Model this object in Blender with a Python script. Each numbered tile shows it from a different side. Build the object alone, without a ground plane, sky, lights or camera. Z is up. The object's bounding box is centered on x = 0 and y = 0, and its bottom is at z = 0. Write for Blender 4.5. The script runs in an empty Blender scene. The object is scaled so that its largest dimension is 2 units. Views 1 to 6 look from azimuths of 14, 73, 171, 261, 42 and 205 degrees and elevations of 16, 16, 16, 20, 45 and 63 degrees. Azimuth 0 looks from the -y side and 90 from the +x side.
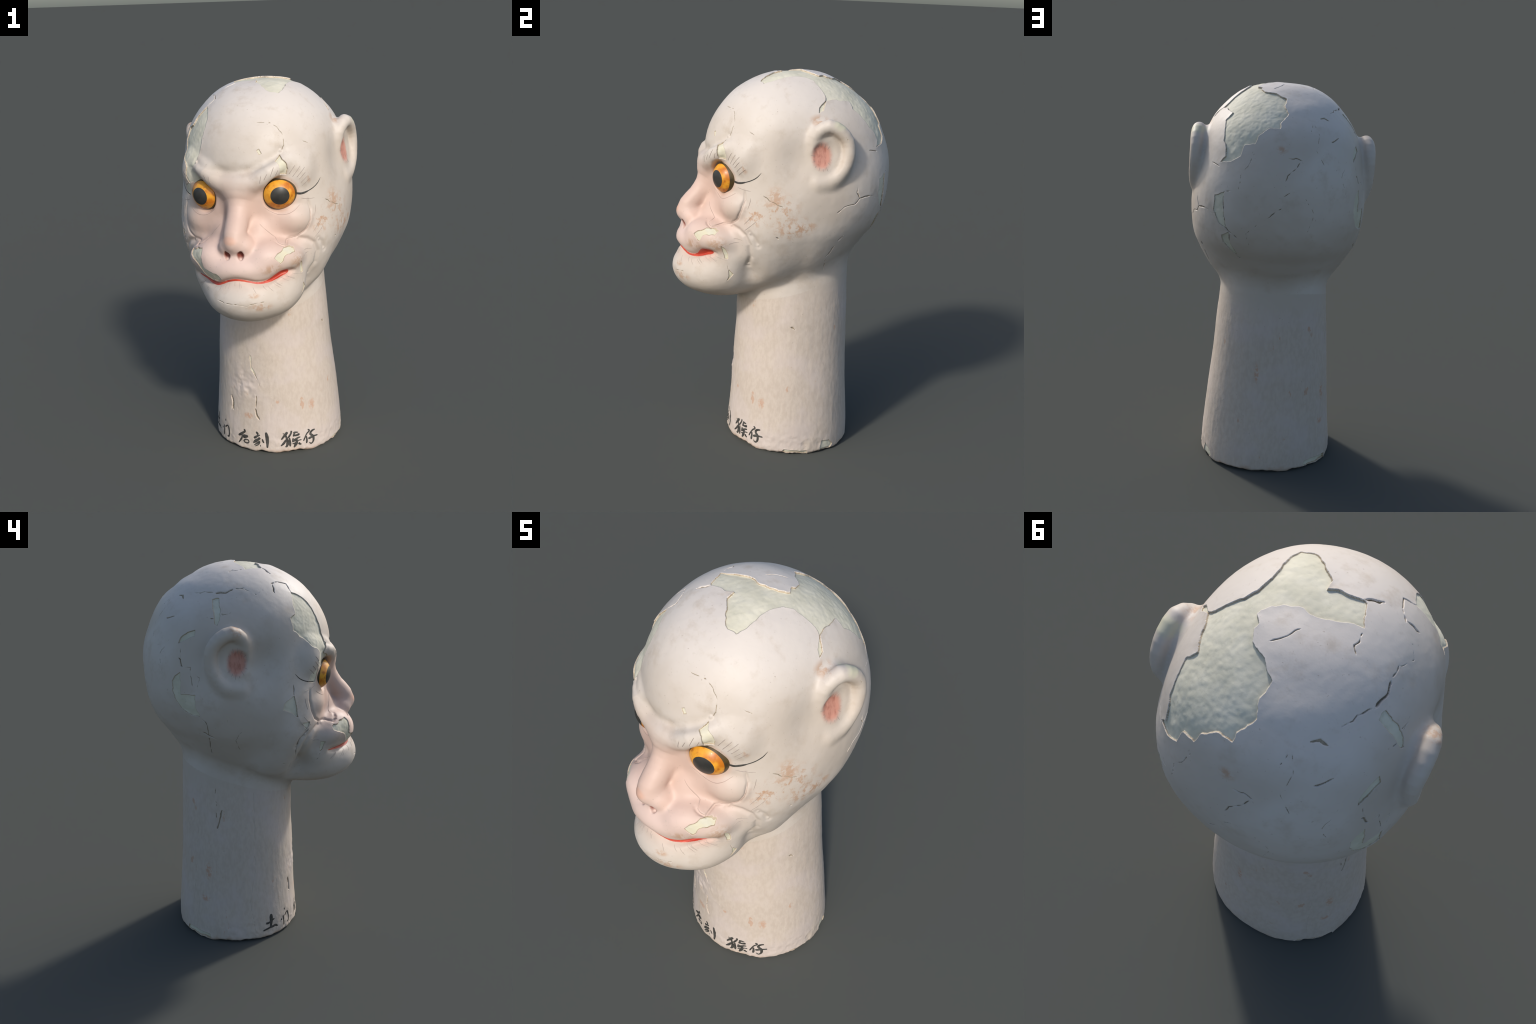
import numpy as np
try:
    import bpy
    from mathutils.bvhtree import BVHTree
    from mathutils import Vector
except ImportError:          # the shape functions below are plain numpy
    bpy = None

f32 = np.float32

# ------------------------------------------------------------------ frames
# Head frame: a = towards the head's own left, b = forward, c = up.
YAW, ROLL = np.radians(4.6), np.radians(2.3)
PIVOT = np.array([0.0, 0.13, 1.45])
_L = np.array([np.cos(YAW), -np.sin(YAW), 0.0])
_F = np.array([-np.sin(YAW), -np.cos(YAW), 0.0])
_Z = np.array([0.0, 0.0, 1.0])
AX_A = np.cos(ROLL) * _L + np.sin(ROLL) * _Z
AX_B = _F
AX_C = np.cos(ROLL) * _Z - np.sin(ROLL) * _L
FRAME = np.stack([AX_A, AX_B, AX_C])          # rows
OFFSET = np.array([0.0, 0.0, 1.45])


def to_head(P):
    return ((P - PIVOT.astype(P.dtype)) @ FRAME.T.astype(P.dtype)) + OFFSET.astype(P.dtype)


def to_world(Q):
    return (Q - OFFSET) @ FRAME + PIVOT


CENTRE = np.array([0.0, 0.05, 1.42])          # middle of the skull, head frame


# ------------------------------------------------------------------ curves
def smooth_curve(xs, ys, x, flat_ends=False):
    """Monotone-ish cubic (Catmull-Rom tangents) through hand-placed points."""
    xs, ys = np.asarray(xs, float), np.asarray(ys, float)
    m = np.gradient(ys, xs)
    if flat_ends:
        m[0] = m[-1] = 0
    x = np.clip(x, xs[0], xs[-1])
    i = np.clip(np.searchsorted(xs, x) - 1, 0, len(xs) - 2)
    h = xs[i + 1] - xs[i]
    t = (x - xs[i]) / h
    return ((2 * t**3 - 3 * t**2 + 1) * ys[i] + (t**3 - 2 * t**2 + t) * h * m[i]
            + (3 * t**2 - 2 * t**3) * ys[i + 1] + (t**3 - t**2) * h * m[i + 1])


def spline3(points, n):
    p = np.asarray(points, float)
    s = np.r_[0, np.cumsum(np.linalg.norm(np.diff(p[:, :3], axis=0), axis=1))]
    x = np.linspace(0, s[-1], n)
    return np.stack([smooth_curve(s, p[:, k], x) for k in range(p.shape[1])], 1)


# ------------------------------------------------------------------ skull
# Profiles: (distance from the skull's upright axis, height)
FRONT = [(.107, 1.989), (.188, 1.969), (.27, 1.931), (.336, 1.886), (.386, 1.832), (.428, 1.773), (.454, 1.723),
         (.472, 1.673), (.483, 1.622), (.485, 1.57), (.475, 1.45), (.455, 1.3), (.43, 1.15), (.40, 1.0), (.35, .91), (.27, .86), (.12, .83)]
SIDE = [(.10, 1.992), (.157, 1.978), (.205, 1.955), (.256, 1.92), (.296, 1.88), (.33, 1.842), (.362, 1.795), (.385, 1.745),
        (.40, 1.70), (.42, 1.6), (.437, 1.5), (.445, 1.4), (.44, 1.3), (.421, 1.204), (.395, 1.15), (.366, 1.095), (.331, 1.04),
        (.297, 1.0), (.24, .95), (.1, .90)]
BACK = [(.119, 1.988), (.16, 1.973), (.213, 1.945), (.266, 1.918), (.324, 1.871), (.375, 1.824), (.409, 1.776), (.436, 1.72),
        (.455, 1.671), (.474, 1.613), (.486, 1.538), (.485, 1.462), (.48, 1.394), (.464, 1.307), (.434, 1.228), (.390, 1.165),
        (.350, 1.101), (.316, 1.055), (.273, 1.0), (.2, .94), (.08, .90)]
# how much fuller than an ellipse the plan is at its four corners: (elevation in degrees, share)
TEMPLE_LEFT = ([-90, -60, -42, -25, -10, 5, 18, 40, 60, 90], [0, .045, .105, .075, .022, -.012, -.008, .008, .012, 0])
TEMPLE_RIGHT = ([-90, -60, -42, -25, -10, 5, 18, 40, 60, 90], [0, .075, .150, .125, .070, .014, .004, .014, .012, 0])
NAPE = ([-90, -50, -30, -10, 10, 30, 55, 90], [0, -.04, -.010, .038, .052, .038, .005, 0])
EL = np.radians(np.arange(-90, 91))
AZ = np.radians(np.arange(0, 361))


def polar_profile(points, crown=2.0, floor=.85):
    p = np.array([(0.0, crown)] + list(points) + [(0.0, floor)])
    h = p[:, 1] - CENTRE[2]
    el, r = np.arctan2(h, p[:, 0]), np.hypot(h, p[:, 0])
    o = np.argsort(el)
    return smooth_curve(el[o], r[o], EL, True)


def skull_table():
    rf, rs, rb = polar_profile(FRONT, floor=.82), polar_profile(SIDE), polar_profile(BACK)
    ca, sa = np.cos(AZ)[:, None], np.sin(AZ)[:, None]
    main = np.where(ca > 0, rf[None], rb[None])
    R = ((ca / main) ** 2 + (sa / rs[None]) ** 2) ** -.5
    # the corners of the plan: full at the temples, slightly full behind
    deg = np.degrees(EL)
    front = np.where(sa > 0, smooth_curve(*TEMPLE_LEFT, deg)[None], smooth_curve(*TEMPLE_RIGHT, deg)[None])
    full = np.where(ca > 0, front, smooth_curve(*NAPE, deg)[None])
    R = R * (1 + full * np.sin(2 * AZ)[:, None] ** 2)
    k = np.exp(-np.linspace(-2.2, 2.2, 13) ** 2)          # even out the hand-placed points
    pad = np.pad(R, ((0, 0), (6, 6)), mode="reflect")
    return np.stack([np.convolve(row, k / k.sum(), "valid") for row in pad])


SKULL = skull_table().astype(f32)


def skull(q):
    d = q - CENTRE.astype(q.dtype)
    h = np.hypot(d[:, 0], d[:, 1])
    r = np.sqrt(h * h + d[:, 2] ** 2)
    az = np.degrees(np.arctan2(d[:, 0], d[:, 1])) % 360
    el = np.degrees(np.arctan2(d[:, 2], h)) + 90
    i, j = np.minimum(az.astype(int), 359), np.minimum(el.astype(int), 179)
    u, v = az - i, el - j
    R = (SKULL[i, j] * (1 - u) + SKULL[i + 1, j] * u) * (1 - v) + (SKULL[i, j + 1] * (1 - u) + SKULL[i + 1, j + 1] * u) * v
    return (r - R) * f32(.96)


# ------------------------------------------------------------------ distance primitives
def ellipsoid(q, c, r, yaw=0.0, pitch=0.0, roll=0.0):
    d = q - np.asarray(c, q.dtype)
    if yaw or pitch or roll:
        y, p, o = np.radians([yaw, pitch, roll])
        Ry = np.array([[np.cos(y), np.sin(y), 0], [-np.sin(y), np.cos(y), 0], [0, 0, 1]])
        Rp = np.array([[1, 0, 0], [0, np.cos(p), -np.sin(p)], [0, np.sin(p), np.cos(p)]])
        Ro = np.array([[np.cos(o), 0, -np.sin(o)], [0, 1, 0], [np.sin(o), 0, np.cos(o)]])
        d = d @ (Ry @ Rp @ Ro).astype(q.dtype)
    r = np.asarray(r, q.dtype)
    k0 = np.sqrt(((d / r) ** 2).sum(1))
    k1 = np.sqrt(((d / (r * r)) ** 2).sum(1)) + f32(1e-6)
    return k0 * (k0 - 1) / k1


def chain(q, points):
    """Round cone chain through (a, b, c, radius)."""
    out = None
    p = np.asarray(points, q.dtype)
    for s, e in zip(p[:-1], p[1:]):
        ab = e[:3] - s[:3]
        t = np.clip(((q - s[:3]) @ ab) / (ab @ ab), 0, 1)
        d = np.sqrt((((q - s[:3]) - t[:, None] * ab) ** 2).sum(1)) - (s[3] + t * (e[3] - s[3]))
        out = d if out is None else np.minimum(out, d)
    return out


def union(x, y, k):
    h = np.maximum(k - np.abs(x - y), 0) / k
    return np.minimum(x, y) - h * h * k * f32(.25)


def carve(x, y, k):
    return -union(-x, y, k)


def inside_box(q, low, high):
    return np.all((q > np.asarray(low, q.dtype)) & (q < np.asarray(high, q.dtype)), axis=1)


def apply(d, q, low, high, fn):
    """d = fn(d, q) only where q lies in the box (other parts of the head cannot be touched by it)."""
    k = inside_box(q, low, high)
    if k.any():
        d = d.copy()
        d[k] = fn(d[k], q[k])
    return d


def mirrored(q):
    m = q.copy()
    m[:, 0] = np.abs(m[:, 0])
    return m


# ------------------------------------------------------------------ neck (world frame)
NECK_Z = [-.05, .0, .09, .2, .36, .53, .66, .75, .98, 1.1]
NECK_FRONT = [.370, .370, .365, .357, .350, .343, .337, .337, .312, .28]
NECK_BACK = [.294, .294, .292, .284, .272, .264, .26, .258, .25, .245]
NECK_LEFT = [.376, .378, .376, .366, .350, .329, .316, .308, .287, .281]
NECK_RIGHT = [.327, .327, .324, .315, .304, .296, .288, .282, .269, .26]


_NT = np.linspace(-.05, 1.1, 116)
NECK_TABLE = np.stack([smooth_curve(NECK_Z, ys, _NT) for ys in (NECK_FRONT, NECK_BACK, NECK_LEFT, NECK_RIGHT)]).astype(f32)


def neck(p):
    a = p[:, 0] * f32(_L[0]) + (p[:, 1] - f32(.13)) * f32(_L[1])
    b = p[:, 0] * f32(_F[0]) + (p[:, 1] - f32(.13)) * f32(_F[1])
    z = p[:, 2]
    x = np.clip((z + f32(.05)) * 100, 0, 114.99)
    i = x.astype(int)
    fr, bk, le, ri = NECK_TABLE[:, i] + (x - i) * (NECK_TABLE[:, i + 1] - NECK_TABLE[:, i])
    ca, cb, wa, wb = (le - ri) / 2, (fr - bk) / 2, (le + ri) / 2, (fr + bk) / 2
    x, y = (a - ca) / wa, (b - cb) / wb
    n = np.where(y > 0, np.where(x > 0, f32(1.92), f32(2.05)), np.where(x > 0, f32(2.25), f32(2.15)))
    d = ((np.abs(x) ** n + np.abs(y) ** n) ** (1 / n) - 1) * np.minimum(wa, wb)
    d = np.maximum(d, z - f32(1.1))
    # the foot is cut off square with a worn rim
    foot, k = -z, f32(.018)
    rim = np.hypot(np.maximum(d + k, 0), np.maximum(foot + k, 0)) - k
    return np.where((d > -k) & (foot > -k), rim, np.maximum(d, foot))


# ------------------------------------------------------------------ face
EYE_CENTRE = np.array([.180, .429, 1.465])
EYE_R = .088
EYE_YAW, EYE_PITCH = 22.0, -4.0
EYE_AXIS = np.array([np.sin(np.radians(EYE_YAW)) * np.cos(np.radians(EYE_PITCH)),
                     np.cos(np.radians(EYE_YAW)) * np.cos(np.radians(EYE_PITCH)), np.sin(np.radians(EYE_PITCH))])
HELIX = [(.395, .054, 1.640, .025), (.40, .057, 1.685, .030), (.412, .033, 1.727, .033), (.424, -.008, 1.749, .035), (.431, -.06, 1.729, .034),
         (.433, -.103, 1.68, .032), (.433, -.110, 1.60, .032), (.430, -.085, 1.535, .034), (.420, -.035, 1.485, .037), (.41, .03, 1.47, .035)]
HELIX_CHAIN = spline3(HELIX, 20)
MOUTH = smooth_curve([-.3, -.247, -.199, -.131, -.094, -.069, -.023, .008, .036, .069, .112, .134, .156, .183, .21, .235, .3],
                     [1.07, 1.064, 1.052, 1.045, 1.048, 1.057, 1.075, 1.079, 1.076, 1.067, 1.054, 1.053, 1.057, 1.070, 1.084, 1.088, 1.09], np.linspace(-.3, .3, 121))


def ear(m):
    body = ellipsoid(m, (.375, -.015, 1.61), (.060, .095, .150))
    d = union(body, chain(m, HELIX_CHAIN), f32(.025))
    # shallow hollow inside the rolled rim, then the deeper concha in front
    d = carve(d, ellipsoid(m, (.476, -.006, 1.615), (.065, .072, .106)), f32(.012))
    d = carve(d, ellipsoid(m, (.436, .026, 1.602), (.056, .050, .064)), f32(.014))
    return d


LID = [(np.cos(t), np.sin(t), .0085 - .003 * np.sin(t)) for t in np.radians(np.linspace(-180, 180, 19))]
EYE_SIDE = np.array([np.cos(np.radians(EYE_YAW)), -np.sin(np.radians(EYE_YAW)), 0])
EYE_UP = np.cross(EYE_SIDE, EYE_AXIS)


BROW_LEFT = spline3([(0, .517, 1.513, .047), (.08, .513, 1.529, .048), (.16, .494, 1.580, .046), (.215, .442, 1.613, .039), (.255, .385, 1.645, .024)], 9)
BROW_RIGHT = spline3([(0, .517, 1.513, .047), (-.08, .513, 1.529, .048), (-.16, .494, 1.580, .046), (-.22, .442, 1.616, .041), (-.27, .375, 1.65, .028)], 9)
NOSE = spline3([(0, .484, 1.50, .077), (0, .517, 1.43, .055), (0, .56, 1.35, .054), (0, .612, 1.29, .054), (0, .628, 1.258, .052)], 9)


def muzzle(d, q):
    m = mirrored(q)
    d = union(d, ellipsoid(q, (0, .33, .965), (.25, .25, .118)), f32(.05))          # jaw floor
    wide = union(ellipsoid(q, (-.003, .412, 1.06), (.294, .185, .19)), ellipsoid(q, (.010, .400, .982), (.264, .20, .150)), f32(.05))
    d = union(d, wide, f32(.04))
    lips = union(ellipsoid(q, (0, .445, 1.118), (.250, .232, .118)), ellipsoid(m, (.195, .462, 1.148), (.10, .118, .076)), f32(.03))
    lips = union(lips, ellipsoid(m, (.135, .506, 1.174), (.098, .128, .080)), f32(.05))
    chin = ellipsoid(q, (.014, .462, .967), (.228, .235, .151))
    return union(union(d, lips, f32(.035)), chin, f32(.05))


def brow_and_nose(d, q):
    m = mirrored(q)
    d = union(d, np.minimum(chain(q, BROW_LEFT), chain(q, BROW_RIGHT)), f32(.03))
    d = union(d, ellipsoid(q, (-.262, .366, 1.572), (.078, .080, .090)), f32(.05))     # outer rim of the orbits, fuller on the right
    d = union(d, ellipsoid(q, (.256, .355, 1.570), (.074, .078, .088)), f32(.05))
    nose = chain(q, NOSE)
    d = union(d, nose, f32(.055))
    d = union(d, ellipsoid(m, (.047, .592, 1.235), (.038, .052, .040)), f32(.035))
    d = union(d, ellipsoid(m, (.080, .435, 1.245), (.088, .118, .112)), f32(.04))
    # nostrils
    return carve(d, ellipsoid(m, (.034, .638, 1.199), (.0115, .014, .03)), f32(.008))


def eye_area(d, m):
    # under-eye pouch, socket, back of the eye ball, rolled lower lid
    d = union(d, ellipsoid(m, (.150, .388, 1.315), (.095, .098, .090)), f32(.03))
    d = union(d, ellipsoid(m, (.205, .366, 1.325), (.128, .116, .100)), f32(.014))
    d = carve(d, ellipsoid(m, EYE_CENTRE + .076 * EYE_AXIS, (.096, .056, .090), yaw=-EYE_YAW), f32(.016))
    lid = [tuple(EYE_CENTRE + .010 * EYE_AXIS + .0965 * (x * EYE_SIDE + y * EYE_UP)) + (r,) for x, y, r in LID]
    d = union(d, chain(m, lid), f32(.022))
    return union(d, ellipsoid(m, EYE_CENTRE - .004 * EYE_AXIS, (EYE_R - .004,) * 3), f32(.006))


def mouth_line(d, q):
    s = np.interp(q[:, 0], np.linspace(-.3, .3, 121), MOUTH).astype(f32)
    t = np.clip((q[:, 1] - f32(.45)) / f32(.08), 0, 1) * np.clip((f32(.27) - np.abs(q[:, 0])) / f32(.03), 0, 1)
    deep = f32(.011) + f32(.010) * np.clip(np.abs(q[:, 0] - f32(.01)) / f32(.2), 0, 1) ** 2
    return d + deep * t * np.exp(-((q[:, 2] - s) / f32(.015)) ** 2)


def head(q):
    m = mirrored(q)
    d = skull(q)
    d = apply(d, q, (-.42, -.05, .70), (.42, .85, 1.40), muzzle)
    d = apply(d, q, (-.42, .15, 1.02), (.42, .85, 1.80), brow_and_nose)
    d = apply(d, m, (-.02, .15, 1.12), (.45, .7, 1.68), eye_area)
    # hollow in front of the ear
    d = d + np.where(q[:, 0] < 0, f32(.030), f32(.024)) * np.exp(-(((m - np.array([.42, .14, 1.58], q.dtype)) / np.array([.09, .085, .12], q.dtype)) ** 2).sum(1))
    # hollows behind the lip pads and fuller jaw corners, uneven left and right
    for centre, size, amount in (((-.285, .345, 1.0), (.09, .055, .11), .050), ((-.345, .175, 1.01), (.09, .10, .11), -.026), ((-.15, .40, .83), (.10, .12, .05), .012),
                                 ((.285, .330, 1.0), (.07, .05, .09), .024), ((.31, .21, .95), (.08, .09, .07), -.012), ((.205, .52, .93), (.07, .08, .07), -.014)):
        d = d + f32(amount) * np.exp(-(((q - np.array(centre, q.dtype)) / np.array(size, q.dtype)) ** 2).sum(1))
    m = np.where(q[:, :1] < 0, m + np.array([0, -.008, .014], q.dtype), m)      # the right ear sits a little lower
    d = apply(d, m, (.22, -.25, 1.32), (.6, .20, 1.90), lambda e, x: union(e, ear(x), f32(.03)))
    return apply(d, q, (-.3, .4, .95), (.3, .85, 1.2), mouth_line)


def body(p):
    p = p.astype(f32)
    return union(head(to_head(p)), neck(p), f32(.04))


def gradient(fn, p, e=.001):
    k = np.array([(1, -1, -1), (-1, -1, 1), (-1, 1, -1), (1, 1, 1)])
    g = sum(s * fn(p + e * s)[:, None] for s in k)
    return g / np.maximum(np.linalg.norm(g, axis=1, keepdims=True), 1e-9)


# ------------------------------------------------------------------ surface extraction
LOW, HIGH, STEP = np.array([-.54, -.64, -.02]), np.array([.54, .64, 2.05]), .0105


def surface_nets(fn):
    n = np.ceil((HIGH - LOW) / STEP).astype(int) + 1
    ax = [LOW[k] + STEP * np.arange(n[k]) for k in range(3)]
    n = (n + 7) // 8 * 8 + 1                     # whole blocks of 8 cells
    ax = [LOW[k] + STEP * np.arange(n[k]) for k in range(3)]
    V = np.empty(n, f32)
    nb = (n - 1) // 8
    mids = np.stack(np.meshgrid(*[LOW[k] + STEP * (8 * np.arange(nb[k]) + 4) for k in range(3)], indexing="ij"), -1)
    near = fn(mids.reshape(-1, 3)).reshape(nb)
    V[:-1, :-1, :-1] = near.repeat(8, 0).repeat(8, 1).repeat(8, 2)
    V[-1], V[:, -1], V[:, :, -1] = 1, 1, 1
    cube = np.stack(np.meshgrid(*[np.arange(9)] * 3, indexing="ij"), -1).reshape(-1, 3)
    todo = np.argwhere(np.abs(near) < 8 * STEP * 1.25)
    for k in range(0, len(todo), 400):
        g = (todo[k:k + 400, None] * 8 + cube[None]).reshape(-1, 3)
        V[tuple(g.T)] = fn(LOW + STEP * g)
    S = V < 0
    c = np.zeros(n - 1, np.int8)
    for dx in (0, 1):
        for dy in (0, 1):
            for dz in (0, 1):
                c += S[dx:n[0] - 1 + dx, dy:n[1] - 1 + dy, dz:n[2] - 1 + dz]
    act = (c > 0) & (c < 8)
    idx = -np.ones(n - 1, np.int64)
    cells = np.argwhere(act)
    idx[act] = np.arange(len(cells))
    acc, cnt = np.zeros((len(cells), 3)), np.zeros(len(cells))
    corners = [np.array(k) for k in np.ndindex(2, 2, 2)]
    for p in corners:
        for k in range(3):
            if p[k]:
                continue
            q = p.copy(); q[k] = 1
            a, b = V[tuple((cells + p).T)], V[tuple((cells + q).T)]
            hit = (a < 0) != (b < 0)
            t = np.where(hit, a / np.where(hit, a - b, 1), 0)
            pos = np.tile(p.astype(float), (len(cells), 1)); pos[:, k] += t
            acc[hit] += pos[hit]; cnt[hit] += 1
    verts = LOW + STEP * (cells + acc / cnt[:, None])
    quads = []
    for k in range(3):
        o = [j for j in range(3) if j != k]
        lo, hi = [slice(1, -1)] * 3, [slice(1, -1)] * 3
        lo[k], hi[k] = slice(0, -1), slice(1, None)
        e = np.argwhere(S[tuple(lo)] != S[tuple(hi)])
        for j in o:
            e[:, j] += 1
        inside = S[tuple(e.T)]
        def cell(d0, d1):
            f = e.copy(); f[:, o[0]] += d0; f[:, o[1]] += d1
            return idx[tuple(f.T)]
        q = np.stack([cell(-1, -1), cell(0, -1), cell(0, 0), cell(-1, 0)], 1)
        flip = inside if k != 1 else ~inside
        q[~flip] = q[~flip][:, ::-1]
        quads.append(q)
    return verts, np.concatenate(quads)


def refine(verts, quads):
    """Split every quad in four."""
    nv = len(verts)
    e = np.concatenate([np.stack([quads[:, k], quads[:, (k + 1) % 4]], 1) for k in range(4)])
    key = np.sort(e, 1); key = key[:, 0] * nv + key[:, 1]
    u, inv = np.unique(key, return_inverse=True)
    mid = (verts[u // nv] + verts[u % nv]) / 2
    m = (nv + inv).reshape(4, -1).T
    c = nv + len(u) + np.arange(len(quads))
    out = np.concatenate([np.stack([quads[:, k], m[:, k], c, m[:, (k + 3) % 4]], 1) for k in range(4)])
    return np.concatenate([verts, mid, verts[quads].mean(1)]), out


def project(verts, fn, times=2):
    for _ in range(times):
        g = gradient(fn, verts)
        verts = verts - g * np.clip(fn(verts), -.008, .008)[:, None]
    return verts




# ------------------------------------------------------------------ noise
def noise3(p, freq, seed=0):
    """Smooth value noise in -1..1."""
    x = np.asarray(p, float) * freq + seed * 17.31
    i = np.floor(x).astype(np.int64)
    f = x - i
    f = f * f * (3 - 2 * f)
    out = 0
    for c in np.ndindex(2, 2, 2):
        h = (i[:, 0] + c[0]) * 73856093 ^ (i[:, 1] + c[1]) * 19349663 ^ (i[:, 2] + c[2]) * 83492791 ^ (seed * 2654435 + 12345)
        h = (h ^ (h >> 13)) * 1274126177 & 0x7FFFFFFF
        h = (h ^ (h >> 16)) & 0xFFFF
        w = np.prod(np.where(c, f, 1 - f), axis=1)
        out = out + w * (h / 32767.5 - 1)
    return out


def fractal(p, freq, octaves=3, seed=0):
    return sum(noise3(p, freq * 2**k, seed + k) / 2**k for k in range(octaves))


def step01(x, a, b):
    t = np.clip((x - a) / (b - a), 0, 1)
    return t * t * (3 - 2 * t)


# ------------------------------------------------------------------ where things sit
# Head marks are placed by (azimuth, elevation) in degrees seen from the skull's middle:
# azimuth 0 is the face, 90 the head's own left. Neck marks by (angle round the neck, height).
def head_dir(marks):
    az, el = np.radians(np.asarray(marks, float).T)
    return np.stack([np.sin(az) * np.cos(el), np.cos(az) * np.cos(el), np.sin(el)], 1)


def head_angles(P):
    d = to_head(P) - CENTRE
    return d / np.linalg.norm(d, axis=1, keepdims=True)


def on_head(marks):
    d = head_dir(marks) @ FRAME
    o = to_world(CENTRE[None])[0]
    t = np.full(len(d), .9)
    for _ in range(30):
        t = t - np.clip(body(o + t[:, None] * d) * .8, -.05, .05)
    return o + t[:, None] * d


NECK_AXIS = np.array([.02, .10])


def neck_dir(marks):
    th = np.radians(np.asarray(marks, float)[:, 0])
    return np.stack([np.sin(th), -np.cos(th), 0 * th], 1)


def on_neck(marks):
    d = neck_dir(marks)
    o = np.c_[np.tile(NECK_AXIS, (len(d), 1)), np.asarray(marks, float)[:, 1]]
    t = np.full(len(d), .6)
    for _ in range(30):
        t = t - np.clip(body(o + t[:, None] * d) * .8, -.05, .05)
    return o + t[:, None] * d


def dense(marks, n=4):
    m = np.asarray(marks, float)
    k = np.linspace(0, len(m) - 1, (len(m) - 1) * n + 1)
    return np.stack([np.interp(k, np.arange(len(m)), m[:, j]) for j in range(m.shape[1])], 1)


# ------------------------------------------------------------------ flaked-off patches: outline, depth
CROWN = [(23.3, 66.4), (28.4, 63.7), (36.2, 62.1), (43.4, 64.5), (53.9, 68.4), (69.1, 71.5), (87.5, 71.0), (95.9, 68.1), (99.6, 63.8), (102.8, 58.5),
         (101.5, 54.8), (95.0, 50.8), (93.0, 47.2), (97.0, 48.8), (102.3, 54.3), (109, 55.6), (117, 54.3), (126, 53), (125.8, 47.9), (131.5, 42),
         (134.5, 37), (138.4, 33.5), (140.0, 29), (136, 24.8), (144.6, 27.0), (150.6, 30.4), (151.3, 36.5), (158.6, 37.1), (159.3, 42), (166.2, 46.4),
         (173.7, 46.7), (173.5, 50), (176.5, 53.8), (179.5, 56.5), (176.5, 60), (175.6, 62), (177.4, 67.6), (168.8, 69.4), (161.3, 71.5), (154.5, 71.2),
         (142.2, 71.4), (130.6, 73.2), (127.8, 74.7), (115, 74.2), (110.5, 75.1), (105.2, 77.8), (98.1, 81.6), (89.8, 84.9), (151, 88.7), (-116, 88.6),
         (-85.3, 86.3), (-76.8, 83), (-73.5, 79), (-74.1, 76), (-57.8, 76.2), (-41.4, 74.7), (-36, 75), (-25.3, 77.1), (-7, 78.5), (7.6, 80.2), (7.2, 76.2), (17.2, 72.2)]
TEMPLE_STRIP = [(-38.8, 54.6), (-34.1, 52.4), (-30, 50), (-26.5, 43.3), (-26.2, 36.4), (-26.9, 27.5), (-27.5, 23.6), (-30, 19), (-25, 15.5), (-28, 12.8), (-36, 11.5),
                (-38, 14.5), (-36.2, 19.9), (-42.1, 24.7), (-46.6, 31.1), (-52, 35.8), (-51.8, 42.3), (-47.5, 43.7), (-44.9, 48.9)]
PATCHES = [
    (CROWN, .0065), (TEMPLE_STRIP, .0065),
    ([(-115, 55.3), (-109.3, 56.4), (-106.2, 50), (-106.2, 45), (-107.4, 41.5), (-109.2, 42), (-110.5, 46), (-112.9, 50.5)], .007),
    ([(-132.6, 29.4), (-131.1, 33), (-127.8, 36), (-122.2, 38), (-122, 34.8), (-126.4, 32.9), (-130.5, 30.6)], .006),
    ([(-129.1, 14.2), (-128.9, 6.5), (-128.4, 1.3), (-119.4, 1.8), (-119.6, -5.6), (-116.7, -12.1), (-122.7, -11.5), (-127.7, -9), (-132, -3.6), (-133.9, 2.8), (-134.4, 8.4), (-132.2, 11.9)], .006),
    ([(-57, -1.8), (-56.1, -5.4), (-55.4, -12.3), (-53.2, -17.2), (-45.9, -18.2), (-46.7, -20.6), (-50, -23.1), (-51.2, -19.4), (-54.9, -14.7), (-58.4, -11.8), (-65, -9), (-63.2, -4.8)], .007),
    ([(-29.2, -23.6), (-28.8, -22.3), (-23, -20.5), (-18.4, -19.4), (-17.4, -21), (-17.2, -23.3), (-16.6, -25.6), (-12.3, -27.2), (-7.2, -27.6), (-6.2, -29), (-7.8, -30.9), (-13, -31.5), (-18, -28), (-22.9, -25)], .006),
    ([(26.9, 27.6), (28.1, 24.3), (30, 21.8), (30.7, 18.9), (29.7, 16.3), (25.8, 16.4), (25, 20.6), (23.5, 23.4), (25.2, 25.6)], .005),
    ([(19.5, -22.2), (20.9, -21.2), (22.8, -21.0), (24.3, -20.3), (27.9, -21.4), (31, -22.6), (30.2, -23.5), (28.3, -23.3), (25.6, -22.8), (24.3, -23.3), (23.2, -25.3), (21.8, -25.7), (20.6, -24)], .005),
    ([(137.2, 7.2), (143.9, 10.1), (143.6, 3.9), (144.9, -7.9), (147.1, -11.4), (140.4, -7.9), (136.9, -2.1)], .004),
    ([(141.3, -15.7), (147, -12.9), (146.6, -18.8), (149.2, -25.2), (150.1, -30.5), (145.5, -26), (141.4, -21)], .004),
    ([(-36.1, -29.8), (-33.9, -29.5), (-33.9, -33.6), (-35.6, -34.9)], .004),
    ([(-43.8, 4.2), (-42.7, 9.2), (-37, 11), (-36.5, 6.5), (-38, 3)], .004),
    ([(12.8, 29.7), (14.8, 30.6), (16.3, 27.8), (14.3, 27)], .003),
    ([(33.8, -29), (34.9, -31.5), (35.8, -36), (33.9, -35.6), (33.6, -32)], .003),
    ([(36.1, -40.6), (37.4, -43.2), (34.1, -44.7), (35.9, -43)], .003),
]
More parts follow.
